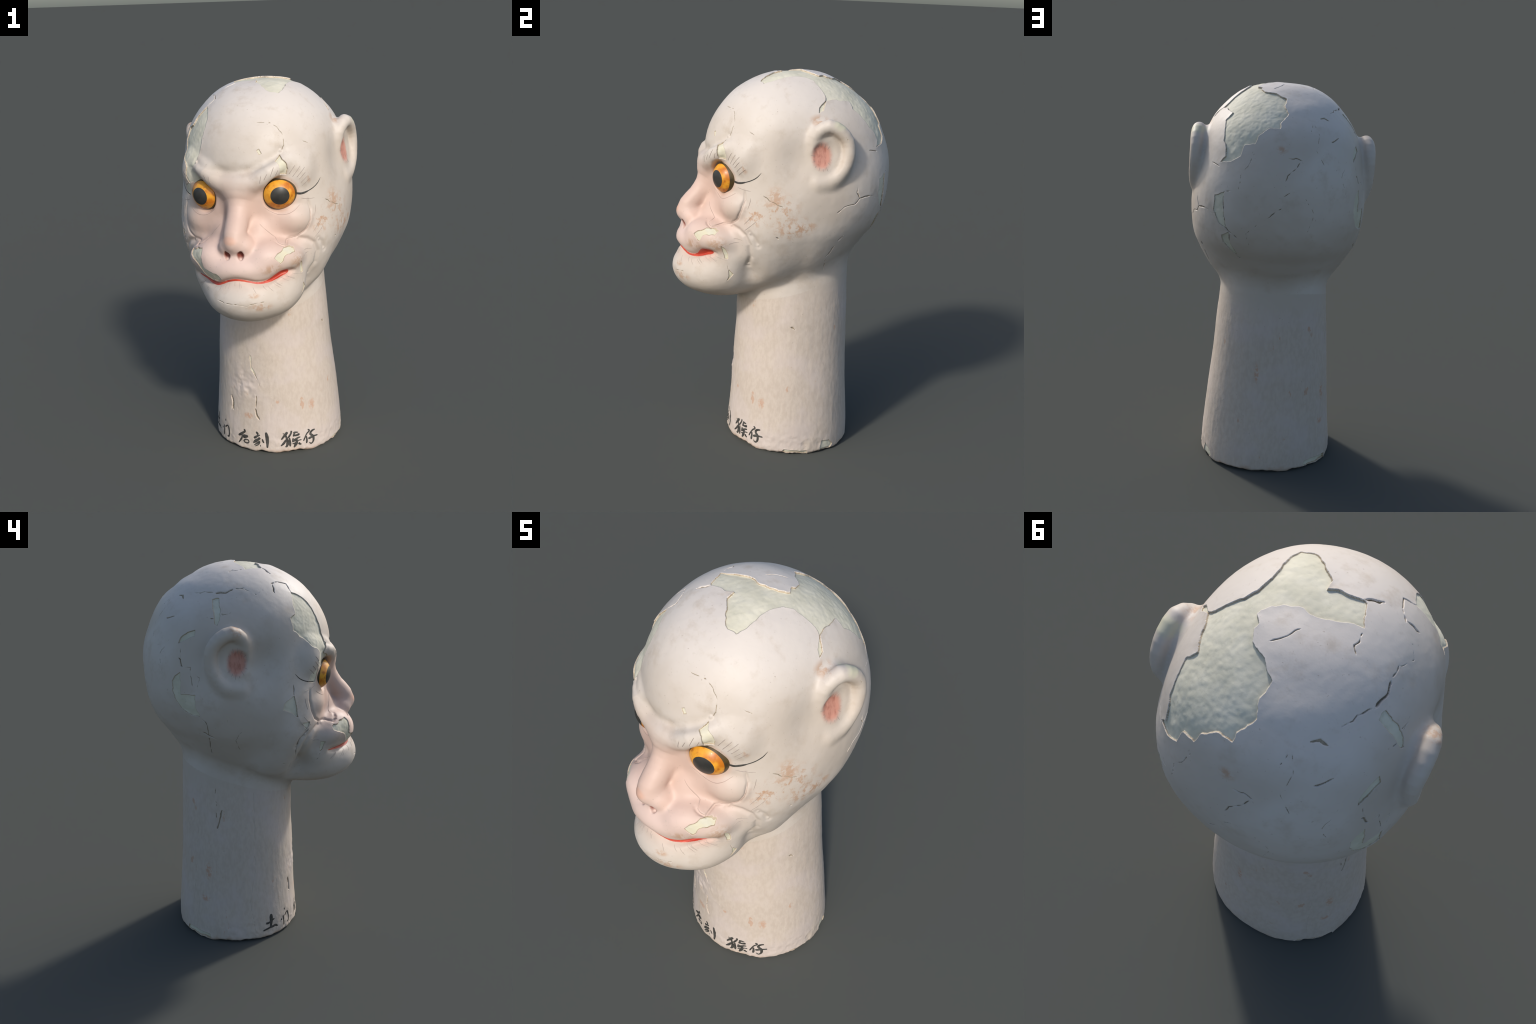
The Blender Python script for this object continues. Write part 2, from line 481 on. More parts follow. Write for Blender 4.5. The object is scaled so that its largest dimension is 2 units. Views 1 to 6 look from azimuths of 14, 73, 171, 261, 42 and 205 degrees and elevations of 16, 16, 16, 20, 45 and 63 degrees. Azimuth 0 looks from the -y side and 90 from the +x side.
NECK_PATCHES = [([(-152, .006), (-150, .040), (-140, .045), (-130, .036), (-123, .038), (-121, .004)], .010),
                ([(103, .004), (104, .068), (112, .062), (116, .03), (114, .004)], .005),
                ([(68, .004), (70, .030), (80, .024), (90, .022), (91, .004)], .006),
                ([(-15, .55), (-13.4, .553), (-12.8, .49), (-8.4, .45), (-9.6, .444), (-14, .475)], .004)]

# ------------------------------------------------------------------ cracks: line, width, depth, lift of the free edge
CRACKS = [
    ([(104.6, -12.1), (110.2, -8.1), (116.8, -6.4), (120.5, -3.1), (128.9, -1.6)], .008, .008), ([(120.5, -3.1), (117.9, .4), (118.6, 3.3)], .008, .007),
    ([(113.7, -27.8), (110.7, -31.4)], .014, .012), ([(109.5, -36), (108.3, -40), (106.2, -44.2)], .011, .009), ([(106.2, -44.2), (108, -50), (112, -58)], .005, .005),
    ([(129.2, 24.7), (138.9, 23.2)], .006, .004), ([(66.4, -26), (67.6, -27.9)], .009, .007),
    ([(143.5, 10.5), (143.6, 3.9), (144.9, -7.9), (147.4, -12.3), (152.8, -16)], .006, .006), ([(147.4, -12.3), (146.6, -18.8), (149.3, -29.2), (151.6, -33.8)], .006, .006),
    ([(179.2, 31.6), (184.5, 32), (188.4, 30.7), (184.6, 26.7), (180.2, 22.8), (179, 19.4)], .005, .005), ([(182.1, 13.8), (178.8, 11.4)], .005, .004),
    ([(178.4, 5.7), (174.6, 2.7), (170, -1.5)], .005, .004), ([(-150.5, 40.2), (-146.6, 41.1), (-141.9, 42.6)], .006, .005), ([(153.7, 21), (153, 12.9)], .004, .002),
    ([(143.5, 10.5), (148.7, 11.4)], .004, .004), ([(-153, 53.8), (-147.5, 54.3), (-143.6, 52.8)], .010, .003),
    ([(-137.7, 57.5), (-129.3, 58.1), (-126.8, 59.3), (-114.7, 59.2)], .005, .005), ([(-114.7, 59.2), (-103.5, 60), (-96, 62)], .012, .011), ([(-96, 62), (-84, 62.2)], .005, .004),
    ([(-131.1, 30.5), (-129.6, 21.7)], .004, .003), ([(-131.7, 21.8), (-129.8, 20.8), (-128.9, 17.9), (-127.2, 16.8)], .008, .006), ([(-127.2, 16.8), (-122.3, 17.9), (-122.4, 12.9), (-120.8, 5.5)], .004, .003),
    ([(-116.7, -12.1), (-113.3, -18.4), (-113.2, -25.4), (-114.7, -34), (-115.6, -42.9)], .005, .005), ([(-117.2, -23.2), (-113.2, -25.4), (-107.7, -28.3)], .009, .008),
    ([(-114, 45), (-110.1, 44.7)], .004, .004), ([(-106, 47.4), (-98.4, 47.8)], .005, .004), ([(-104.4, 46.6), (-98.5, 49)], .004, .003),
    ([(-54.1, 62.4), (-44, 62.4), (-36, 60), (-38.8, 54.4)], .007, .006), ([(-53, 61.7), (-56.5, 56.6)], .006, .005), ([(-33.5, 59.8), (-36, 60)], .006, .005),
    ([(-57, 6.3), (-56.7, 1.7), (-57, -1.8)], .006, .005), ([(-47.2, -21.6), (-53.2, -27.3), (-53.9, -33.3), (-52.9, -37.6)], .009, .008), ([(-52.9, -37.6), (-54.2, -42.7), (-53.6, -51)], .004, .004),
    ([(-61.6, -41.2), (-54.2, -42.7)], .004, .003), ([(-33.9, -29.5), (-35, -34.3), (-36.7, -39.1)], .004, .003),
    ([(10.7, 44.9), (16.7, 44.2), (22.6, 43.9), (27.4, 40.8), (30.5, 37), (30, 31.6), (27.8, 28.8)], .004, .0021), ([(41.9, 34.5), (44.3, 33.2), (47.6, 32.6)], .005, .004),
    ([(57.3, -2), (61.5, -5), (70.7, -8.8)], .004, .0026),
    ([(-10.3, -35.2), (-4.2, -35.3), (-1.4, -35.3), (1.8, -35.3), (4, -35.7), (5.5, -36.2), (7.4, -35.7), (11.2, -35.8), (13.7, -36.2)], .005, .0034),
    ([(170, 88.2), (182.3, 86.2), (165.6, 82.7), (156.3, 78.1), (151.3, 75.4)], .004, .003), ([(-78.9, 76.3), (-99, 76.1), (-107.3, 74.1)], .005, .004),
    ([(-36, 74.6), (-41, 69.2)], .012, .009), ([(-161.6, 51.8), (-162.9, 48.2), (-164.8, 45.6)], .004, .003), ([(34.6, -35.5), (35.4, -38.5), (36.1, -41)], .003, .0025),
]
HAIRLINES = [[(-161, 52), (-158, 44), (-162, 36), (-157, 27)], [(160, 36), (157, 27), (153, 20)], [(-170, 12), (-163, 2), (-166, -8)], [(165, -5), (158, -12), (160, -20)],
             [(-140, 30), (-146, 22), (-143, 12)], [(106, 30), (112, 22), (110, 14)], [(-90, -20), (-95, -28), (-92, -36)],
             [(-123, 17), (-117, 12), (-118, 4)], [(-85, 62), (-74, 58), (-66, 60)], [(128.9, -1.6), (136, -4), (140, -2)]]
CRACKS += [(line, .0030, .0020) for line in HAIRLINES]
NECK_CRACKS = [([(-13.7, .479), (-9.2, .446), (-6.4, .411), (-4.8, .371)], .006, .005), ([(-8.2, .33), (-9.1, .285), (-9.9, .251)], .007, .006), ([(-9.9, .255), (-8.6, .225), (-6.9, .19)], .012, .013),
               ([(-37, .29), (-36, .256), (-36.6, .215)], .016, .012), ([(-23.4, .518), (-25.5, .433), (-27.7, .338), (-28.9, .26), (-29.5, .175)], .003, .0014),
               ([(6.2, .408), (6.5, .31), (5, .194)], .003, .0015), ([(-117.1, .874), (-118, .821), (-116.5, .768), (-116.6, .706), (-114.2, .694)], .004, .003),
               ([(-110.1, .757), (-113.3, .708), (-115.8, .644)], .008, .005), ([(-137.2, .642), (-139.6, .435), (-142.3, .242), (-142.5, .059)], .004, .0016),
               ([(-78.8, .859), (-79.3, .639), (-79.7, .412), (-85.4, .222), (-82.2, .108), (-81, .039)], .004, .0016), ([(69.8, .70), (74, .693)], .014, .007)]

# ------------------------------------------------------------------ modelled folds of the face (both sides): line, width, depth
FOLDS = [([(20.5, -18.6), (26, -20.9), (34.2, -21.1), (40.4, -17.7), (43.5, -12.2), (44.7, -6.1), (43.7, -.5)], .014, .007),
         ([(34.4, -21.7), (41.2, -23.2), (46, -26), (48.5, -31), (48, -38), (44.2, -43.6)], .028, .010),
         ([(49.2, -24.5), (52.2, -26.9), (54.4, -31.1)], .028, .008)]
BROW_FOLD = ([(-27.5, 23.6), (-21.6, 21.4), (-13.9, 19.6), (-4.1, 18.6), (1.2, 18.5), (11, 20), (17.8, 22.7), (23.9, 25.3), (27.8, 29.1)], .048, .010)


_PLACED = {}


def placed(place, line, n):
    key = (place.__name__, tuple(line), n)
    if key not in _PLACED:
        _PLACED[key] = place(dense(line, n))
    return _PLACED[key]


def polyline_distance(P, line, reach):
    """Distance to a 3D polyline, only for points within reach of its box."""
    near = np.where(inside_box(P, line.min(0) - reach, line.max(0) + reach))[0]
    out = np.full(len(near), 9.0)
    for s, e in zip(line[:-1], line[1:]):
        ab = e - s
        t = np.clip(((P[near] - s) @ ab) / max(ab @ ab, 1e-12), 0, 1)
        out = np.minimum(out, np.linalg.norm(P[near] - s - t[:, None] * ab, axis=1))
    return near, out


def taper(P, line):
    """0 at the line's ends, 1 inside."""
    e = np.minimum(np.linalg.norm(P - line[0], axis=1), np.linalg.norm(P - line[-1], axis=1))
    return step01(e, -.006, .014)


def polygon_distance(xy, poly):
    """Signed distance to a closed outline, negative inside."""
    best = np.full(len(xy), 9.0)
    inside = np.zeros(len(xy), bool)
    for s, e in zip(poly, np.roll(poly, -1, 0)):
        ab = e - s
        t = np.clip(((xy - s) @ ab) / max(ab @ ab, 1e-12), 0, 1)
        best = np.minimum(best, np.linalg.norm(xy - s - t[:, None] * ab, axis=1))
        c = (s[1] > xy[:, 1]) != (e[1] > xy[:, 1])
        inside ^= c & (xy[:, 0] < s[0] + (xy[:, 1] - s[1]) * ab[0] / (ab[1] if ab[1] else 1e-12))
    return np.where(inside, -best, best)


def flat_map(unit, middle):
    """Azimuthal equidistant map of directions about one direction, in metres at skull size."""
    t1 = np.cross(middle, [0.3, .2, 1.0]); t1 /= np.linalg.norm(t1)
    t2 = np.cross(middle, t1)
    ang = np.arccos(np.clip(unit @ middle, -1, 1))
    x, y = unit @ t1, unit @ t2
    k = .5 * ang / np.maximum(np.hypot(x, y), 1e-9)
    return np.stack([x * k, y * k], 1)


PATCH_SEED = 3


def marks_on(P):
    """Every surface mark near the points P: signed patch distance, patch number, patch depth, crack and fold depths."""
    n = len(P)
    sd, owner, depth = np.full(n, 9.0), np.full(n, -1), np.zeros(n)
    unit = head_angles(P)

    def put(k, idx, d, dep):
        w = d < sd[idx]
        sd[idx[w]], owner[idx[w]], depth[idx[w]] = d[w], k, dep

    high = P[:, 2] > .72
    for k, (outline, dep) in enumerate(PATCHES):
        o = head_dir(dense(outline, 1))
        mid = o.mean(0); mid /= np.linalg.norm(mid)
        reach = np.arccos(np.clip(o @ mid, -1, 1)).max() + .08
        idx = np.where(high & (unit @ mid > np.cos(reach)))[0]
        d = polygon_distance(flat_map(unit[idx], mid), flat_map(o, mid))
        idx, d = idx[d < .03], d[d < .03]
        jag = .0045 * fractal(P[idx], 28, 3, PATCH_SEED) * min(1, reach * 3 + .15)
        put(k, idx, d + jag, dep)
    for k, (outline, dep) in enumerate(NECK_PATCHES):
        idx = np.where(P[:, 2] < .7)[0]
        th = np.degrees(np.arctan2(P[idx, 0] - NECK_AXIS[0], -(P[idx, 1] - NECK_AXIS[1])))
        o = np.asarray(outline, float)
        d = polygon_distance(np.stack([th * .006, P[idx, 2]], 1), o * [.006, 1])
        idx, d = idx[d < .03], d[d < .03]
        put(len(PATCHES) + k, idx, d + .003 * fractal(P[idx], 28, 3, PATCH_SEED), dep)
    crack, open_, beside = np.zeros(n), np.full(n, -1.0), np.full(n, 9.0)
    for marks, place in ((CRACKS, on_head), (NECK_CRACKS, on_neck)):
        for line, w, dep in marks:
            path = placed(place, line, 3)
            idx = np.where(inside_box(P, path.min(0) - .016, path.max(0) + .016))[0]
            if not len(idx):
                continue
            wob = P[idx] + .004 * np.stack([noise3(P[idx], 45, s) for s in (21, 22, 23)], 1)
            sub, dist = polyline_distance(wob, path, .02)
            idx = idx[sub]
            beside[idx] = np.minimum(beside[idx], np.maximum(dist - w * .5, 0))
            t = taper(P[idx], path) * (.85 + .3 * noise3(P[idx], 30, 5))
            half = np.maximum(w * .42 * t, .0010)
            crack[idx] = np.maximum(crack[idx], dep * t * step01(half - dist, -half * .7, half * .6))
            open_[idx] = np.maximum(open_[idx], np.where(dep > .0019, 1 - dist / half, -1))
    fold = np.zeros(n)
    for line, w, dep in [f for f in FOLDS] + [([(-a, e) for a, e in f[0]], f[1], f[2]) for f in FOLDS] + [BROW_FOLD]:
        path = placed(on_head, line, 4)
        idx, dist = polyline_distance(P, path, w * 1.5)
        fold[idx] = np.maximum(fold[idx], dep * taper(P[idx], path) * np.exp(-(dist / (w * .45)) ** 2))
    return np.stack([sd, owner, depth, crack, open_, fold, beside], 1)


def relief(P, sd, owner, depth, crack, fold):
    """Height along the normal."""
    own = owner >= 0
    h = -fold - crack
    # paint layer: broken edge, lifted a little where it comes loose
    loose = .5 + .5 * noise3(P, 9, 31)
    worn = .55 + .65 * noise3(P, 6, 33)                    # some of the broken edges are worn down to nothing
    depth = depth * np.clip(worn + .15, .4, 1.15)
    h = h - np.where(own, depth * step01(-sd, -.0006, .0022), 0)
    h = h + np.where(own & (sd > 0), depth * .6 * loose * np.exp(-np.maximum(sd, 0) / .012), 0)
    bare = own & (sd < 0)
    h = h + np.where(bare, step01(-sd, 0, .01) * (.0012 * fractal(P, 24, 3, 41) + .0008 * noise3(P, 90, 45)), 0)
    # gentle unevenness of the painted skin, coarser on the neck and foot
    low = step01(-P[:, 2], -.95, -.80)
    h = h + .0015 * noise3(P, 7, 51) + .0004 * fractal(P, 40, 2, 52)
    foot = step01(-P[:, 2], -.16, -.05) * (P[:, 1] < .2)
    h = h + low * .0006 * fractal(P * [1, 1, .25], 60, 2, 55) + foot * .0022 * fractal(P, 38, 3, 57)
    # lumpy scar low on the front of the neck
    c = on_neck([(-18, .375)])[0]
    r = np.linalg.norm((P - c) / [.09, .09, .075], axis=1)
    h = h + np.exp(-r * r) * (.006 * fractal(P, 30, 2, 61))
    return h


# ------------------------------------------------------------------ conforming local refinement
def split_edges(v, tri, marks, limit, size):
    e = np.concatenate([tri[:, [0, 1]], tri[:, [1, 2]], tri[:, [2, 0]]])
    key = np.sort(e, 1)
    key = key[:, 0] * len(v) + key[:, 1]
    u, inv = np.unique(key, return_inverse=True)
    a, b = u // len(v), u % len(v)
    close = np.minimum(np.abs(marks[:, 0]), marks[:, 6])
    hit = (np.minimum(close[a], close[b]) < limit) & (np.linalg.norm(v[a] - v[b], axis=1) > size)
    new = np.where(hit, len(v) + np.cumsum(hit) - 1, -1)
    m = new[inv].reshape(3, -1).T
    out = []
    count = (m >= 0).sum(1)
    out.append(tri[count == 0])
    for k in range(3):                                   # one edge marked
        s = (count == 1) & (m[:, k] >= 0)
        A, B, C, M = tri[s, k], tri[s, (k + 1) % 3], tri[s, (k + 2) % 3], m[s, k]
        out += [np.stack([A, M, C], 1), np.stack([M, B, C], 1)]
        s = (count == 2) & (m[:, k] < 0)                  # two edges marked, edge k whole
        A, B, C = tri[s, k], tri[s, (k + 1) % 3], tri[s, (k + 2) % 3]
        M, N = m[s, (k + 1) % 3], m[s, (k + 2) % 3]
        out += [np.stack([A, B, M], 1), np.stack([A, M, N], 1), np.stack([N, M, C], 1)]
    s = count == 3
    A, B, C = tri[s].T
    p, q, r = m[s].T
    out += [np.stack(x, 1) for x in ((A, p, r), (p, B, q), (r, q, C), (p, q, r))]
    mid = (v[a[hit]] + v[b[hit]]) / 2
    mid = project(mid, body, 1)
    return np.concatenate([v, mid]), np.concatenate(out), np.concatenate([marks, marks_on(mid)])


def build_skin():
    v, q = surface_nets(body)
    v = project(v, body, 2)
    v, q = refine(v, q)
    v = project(v, body, 1)
    tri = np.concatenate([q[:, [0, 1, 2]], q[:, [0, 2, 3]]])
    marks = marks_on(v)
    for limit, size in ((.008, .0042), (.004, .0024)):
        v, tri, marks = split_edges(v, tri, marks, limit, size)
    sd, owner, depth, crack, open_, fold, _ = marks.T
    v = v + gradient(body, v) * relief(v, sd, owner, depth, crack, fold)[:, None]
    # the foot's rim is chipped: it stands on the ground only here and there
    out = np.hypot(v[:, 0] - .025, (v[:, 1] - .10))
    chip = step01(-v[:, 2], -.03, -.004) * step01(out, .24, .31)
    v[:, 2] += chip * (.003 + .006 * fractal(v * [1, 1, 0], 22, 3, 71))
    v[:, 2] = np.maximum(v[:, 2], 0)
    return v, tri, sd, owner.astype(int), open_


# ------------------------------------------------------------------ materials
class Nodes:
    """Small helper for procedural node trees on Object coordinates (every part keeps its origin at the world's)."""

    def __init__(self, name, rough=.55, spec=.35):
        self.mat = bpy.data.materials.new(name)
        self.mat.use_nodes = True
        self.t = self.mat.node_tree
        self.bsdf = self.t.nodes["Principled BSDF"]
        self.bsdf.inputs["Roughness"].default_value = rough
        self.bsdf.inputs["Specular IOR Level"].default_value = spec
        self.pos = self.t.nodes.new("ShaderNodeTexCoord").outputs["Object"]

    def link(self, a, b):
        self.t.links.new(a, b)

    def value(self, socket, x):
        if hasattr(x, "is_linked"):
            self.link(x, socket)
        else:
            socket.default_value = x

    def mapped(self, loc=(0, 0, 0), scale=(1, 1, 1), rot=(0, 0, 0)):
        n = self.t.nodes.new("ShaderNodeMapping")
        n.vector_type = "TEXTURE"
        n.inputs["Location"].default_value, n.inputs["Scale"].default_value, n.inputs["Rotation"].default_value = loc, scale, rot
        self.link(self.pos, n.inputs["Vector"])
        return n.outputs[0]

    def noise(self, scale, detail=3, rough=.55, vec=None, distort=0.0):
        n = self.t.nodes.new("ShaderNodeTexNoise")
        n.inputs["Scale"].default_value, n.inputs["Detail"].default_value = scale, detail
        n.inputs["Roughness"].default_value, n.inputs["Distortion"].default_value = rough, distort
        self.link(vec or self.pos, n.inputs["Vector"])
        return n.outputs["Fac"]

    def ramp(self, x, a, b, lo=0.0, hi=1.0):
        n = self.t.nodes.new("ShaderNodeMapRange")
        n.interpolation_type = "SMOOTHSTEP"
        for k, v in zip(("From Min", "From Max", "To Min", "To Max"), (a, b, lo, hi)):
            n.inputs[k].default_value = v
        self.link(x, n.inputs["Value"])
        return n.outputs[0]

    def math(self, op, a, b=None):
        n = self.t.nodes.new("ShaderNodeMath")
        n.operation = op
        n.use_clamp = op in ("ADD", "MAXIMUM")
        self.value(n.inputs[0], a)
        if b is not None:
            self.value(n.inputs[1], b)
        return n.outputs[0]

    def blob(self, q, radii, soft=.5, ragged=0.0, freq=14.0):
        """1 inside an ellipsoid placed in the head frame, fading out over its rim; the rim may be ragged."""
        rot = (0, -ROLL, -YAW + np.pi)
        v = self.mapped(tuple(to_world(np.array([q], float))[0]), tuple(radii), rot)
        n = self.t.nodes.new("ShaderNodeVectorMath")
        n.operation = "LENGTH"
        self.link(v, n.inputs[0])
        d = n.outputs["Value"]
        if ragged:
            d = self.math("SUBTRACT", d, self.math("MULTIPLY", self.math("SUBTRACT", self.noise(freq, 4, .65), .5), ragged * 2))
        return self.ramp(d, 1 - soft, 1 + soft * .4, 1, 0)

    def mix(self, base, colour, fac):
        n = self.t.nodes.new("ShaderNodeMix")
        n.data_type = "RGBA"
        self.value(n.inputs["Factor"], fac)
        for k, c in ((6, base), (7, colour)):
            self.value(n.inputs[k], (*c, 1) if isinstance(c, tuple) else c)
        return n.outputs[2]

    def finish(self, colour, bump=0.0, freq=120.0):
        self.value(self.bsdf.inputs["Base Color"], (*colour, 1) if isinstance(colour, tuple) else colour)
        if bump:
            b = self.t.nodes.new("ShaderNodeBump")
            b.inputs["Strength"].default_value, b.inputs["Distance"].default_value = bump, .002
            self.link(self.noise(freq, 3), b.inputs["Height"])
            self.link(b.outputs[0], self.bsdf.inputs["Normal"])
        return self.mat


def at(az, el):
    """A point of the head's surface in the head frame."""
    return to_head(on_head([(az, el)]))[0]


WHITE, CREAM, BEIGE = (.585, .535, .488), (.485, .422, .358), (.44, .37, .30)
PINK, RUST, ORANGE = (.545, .39, .325), (.42, .26, .165), (.56, .33, .24)


def skin_material():
    n = Nodes("painted_skin", .52, .35)
    c = n.mix(CREAM, WHITE, n.math("MULTIPLY", n.ramp(n.noise(2.2, 3), .42, .66), .6))
    c = n.mix(c, WHITE, n.math("MULTIPLY", n.blob((.06, .10, 1.95), (.46, .50, .40), .5, .25, 6), .9))
    c = n.mix(c, BEIGE, n.math("MULTIPLY", n.ramp(n.noise(9, 5, .65), .50, .72), .6))
    # rosy middle of the face
    c = n.mix(c, PINK, n.math("MULTIPLY", n.blob((0, .52, 1.285), (.37, .38, .28), .5, .10), .92))
    c = n.mix(c, (.56, .40, .33), n.math("MULTIPLY", n.blob((.085, .50, 1.40), (.05, .09, .10), .8), .45))  # shading of the inner eye sockets, tinted into the skin beside the nose
    c = n.mix(c, (.56, .40, .33), n.math("MULTIPLY", n.blob((-.085, .50, 1.40), (.05, .09, .10), .8), .45))
    c = n.mix(c, (.64, .50, .45), n.math("MULTIPLY", n.blob((0, .62, 1.17), (.26, .22, .10), .5), .55))
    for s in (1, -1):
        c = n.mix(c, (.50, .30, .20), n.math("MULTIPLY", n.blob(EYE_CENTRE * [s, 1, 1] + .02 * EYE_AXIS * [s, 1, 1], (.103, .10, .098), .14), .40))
        c = n.mix(c, (.20, .05, .035), n.blob((s * .034, .64, 1.198), (.020, .028, .024), .4))
        c = n.mix(c, (.60, .42, .34), n.math("MULTIPLY", n.blob((s * .075, .595, 1.235), (.03, .05, .05), .6), .6))
    c = n.mix(c, ORANGE, n.math("MULTIPLY", n.blob((-.01, .675, 1.275), (.042, .05, .024), .5, .2, 20), .7))
    # red flush round the mouth line
    c = n.mix(c, (.58, .30, .24), n.math("MULTIPLY", n.blob((.225, .55, 1.082), (.055, .06, .04), .9), .5))
    # rust stains
    def stain(az, el, r, amount=.75, lo=.47, hi=.60, freq=26):
        q = at(az, el)
        m = n.math("MULTIPLY", n.blob(q, r, .7), n.ramp(n.noise(freq, 6, .70, distort=.25), lo, hi))
        return n.math("MULTIPLY", m, amount)
    for az, el, r in ((60, -13, (.11, .11, .065)), (71, -9, (.06, .08, .07)), (52, -15, (.06, .07, .06)), (75, -22, (.07, .09, .06)), (84, -20, (.05, .07, .05))):
        c = n.mix(c, RUST, stain(az, el, r, .75))
    for az, el, r in ((32, -28, (.055, .06, .05)), (18, -27, (.07, .05, .03)), (12, -37.5, (.07, .05, .025)), (44.5, 13, (.014, .02, .03)), (65, -2, (.04, .05, .05)),
                      (176, 36, (.03, .04, .02)), (9, -33.5, (.03, .03, .014)), (93, 43, (.05, .05, .03)), (-93, 38, (.05, .05, .05))):
        c = n.mix(c, RUST, stain(az, el, r, .75, .40, .58, 30))
    # specks of dirt and pale rubbed dots
    c = n.mix(c, (.30, .24, .19), n.math("MULTIPLY", n.ramp(n.noise(95, 2, .5), .70, .78), .55))
    c = n.mix(c, (.42, .36, .30), n.math("MULTIPLY", n.ramp(n.noise(38, 5, .7), .57, .76), .42))
    # inside of the ears
    for s in (1, -1):
        red = n.blob((s * .405, .022, 1.604 - (.014 if s < 0 else 0)), (.095, .052, .072), .38, .12, 40)
        streak = n.noise(60, 4, .6, n.mapped((0, 0, 0), (1, 1, 3.0)))
        c = n.mix(c, n.mix((.50, .245, .185), (.36, .15, .11), n.ramp(streak, .42, .70)), red)
        c = n.mix(c, (.52, .50, .36), n.math("MULTIPLY", n.blob((s * .43, -.055 if s > 0 else .5, 1.755), (.05, .045, .03), .4, .4, 40), .8))
    return n.finish(c, .12, 160)


def neck_material():
    n = Nodes("painted_neck", .6, .3)
    grain = n.noise(60, 4, .6, n.mapped(scale=(1, 1, 2.2)))
    c = n.mix((.465, .393, .33), (.51, .44, .375), n.ramp(grain, .34, .66))
    c = n.mix(c, (.52, .45, .42), n.math("MULTIPLY", n.ramp(n.noise(5, 3), .45, .65), .5))
    c = n.mix(c, CREAM, n.blob((0, .04, 1.28), (.60, .70, .48), .22, .06, 12))
    spots = n.ramp(n.noise(17, 4, .6, n.mapped(scale=(1, 1, 1.7))), .665, .72)
    c = n.mix(c, (.44, .26, .17), n.math("MULTIPLY", spots, .6))
    for th, z, r in ((46, .262, (.022, .02, .032)), (-17, .205, (.03, .02, .02)), (-128, .24, (.03, .03, .02)), (-125, .40, (.02, .02, .05)), (160, .55, (.012, .02, .06)), (12, .30, (.01, .02, .012))):
        p = to_head(on_neck([(th, z)]))[0]
        c = n.mix(c, (.46, .28, .19), n.math("MULTIPLY", n.math("MULTIPLY", n.blob(p, r, .5, .3, 40), n.ramp(n.noise(60, 4), .38, .55)), .75))
    # grime along the worn foot
    sep = n.t.nodes.new("ShaderNodeSeparateXYZ")
    n.link(n.pos, sep.inputs[0])
    rim = n.math("MULTIPLY", n.ramp(n.math("ADD", sep.outputs["Z"], n.math("MULTIPLY", n.noise(22, 4), .05)), .028, .06, 1, 0), n.ramp(n.noise(12, 4), .42, .62))
    c = n.mix(c, (.40, .25, .16), n.math("MULTIPLY", rim, .6))
    c = n.mix(c, (.26, .22, .18), n.math("MULTIPLY", n.ramp(n.noise(90, 2), .70, .78), .5))
    return n.finish(c, .25, 110)


def bare_material():
    n = Nodes("bare_gesso", .7, .2)
    c = n.mix((.53, .505, .40), (.605, .575, .47), n.ramp(n.noise(9, 5, .6), .35, .65))
    c = n.mix(c, (.43, .415, .32), n.math("MULTIPLY", n.ramp(n.noise(30, 5, .65), .55, .75), .5))
    c = n.mix(c, (.56, .52, .38), n.math("MULTIPLY", n.math("MULTIPLY", n.blob((0.1, .5, 1.2), (.4, .3, .5), .4), n.ramp(n.noise(34, 4), .35, .6)), .8))
    return n.finish(c, .3, 70)


def plain(name, lo, hi, freq, rough=.6, spec=.3, bump=0.0):
    n = Nodes(name, rough, spec)
    return n.finish(n.mix(lo, hi, n.ramp(n.noise(freq, 4, .6), .35, .65)), bump, 150)


def iris_material():
    n = Nodes("amber_iris", .38, .4)
    c = n.mix((.48, .150, .010), (.68, .315, .028), n.ramp(n.noise(16, 3, .55), .38, .62))
    c = n.mix(c, (.30, .065, .006), n.math("MULTIPLY", n.ramp(n.noise(30, 3, .6), .52, .72), .7))
    n.bsdf.inputs["Coat Weight"].default_value = .05
    return n.finish(c)


# ------------------------------------------------------------------ meshes
def make_object(name, v, faces, mats, parent=None, normals=None, slots=None):
    me = bpy.data.meshes.new(name)
    me.vertices.add(len(v))
    me.vertices.foreach_set("co", np.ascontiguousarray(v, dtype=f32).ravel())
    k = faces.shape[1]
    me.loops.add(faces.size)
    me.loops.foreach_set("vertex_index", faces.astype(np.int32).ravel())
    me.polygons.add(len(faces))
    me.polygons.foreach_set("loop_start", np.arange(0, faces.size, k, dtype=np.int32))
    me.update(calc_edges=True)
    me.validate()
    me.shade_smooth()
    for m in mats:
        me.materials.append(m)
    if slots is not None:
        me.polygons.foreach_set("material_index", slots.astype(np.int32))
    if normals is not None:
        me.normals_split_custom_set_from_vertices(normals.astype(f32))
    ob = bpy.data.objects.new(name, me)
    bpy.context.scene.collection.objects.link(ob)
    ob.parent = parent
    return ob


def vertex_normals(v, tri):
    fn = np.cross(v[tri[:, 1]] - v[tri[:, 0]], v[tri[:, 2]] - v[tri[:, 0]])
    out = np.zeros_like(v)
    for k in range(3):
        for j in range(3):
            out[:, j] += np.bincount(tri[:, k], fn[:, j], len(v))
    return out / np.maximum(np.linalg.norm(out, axis=1, keepdims=True), 1e-12)


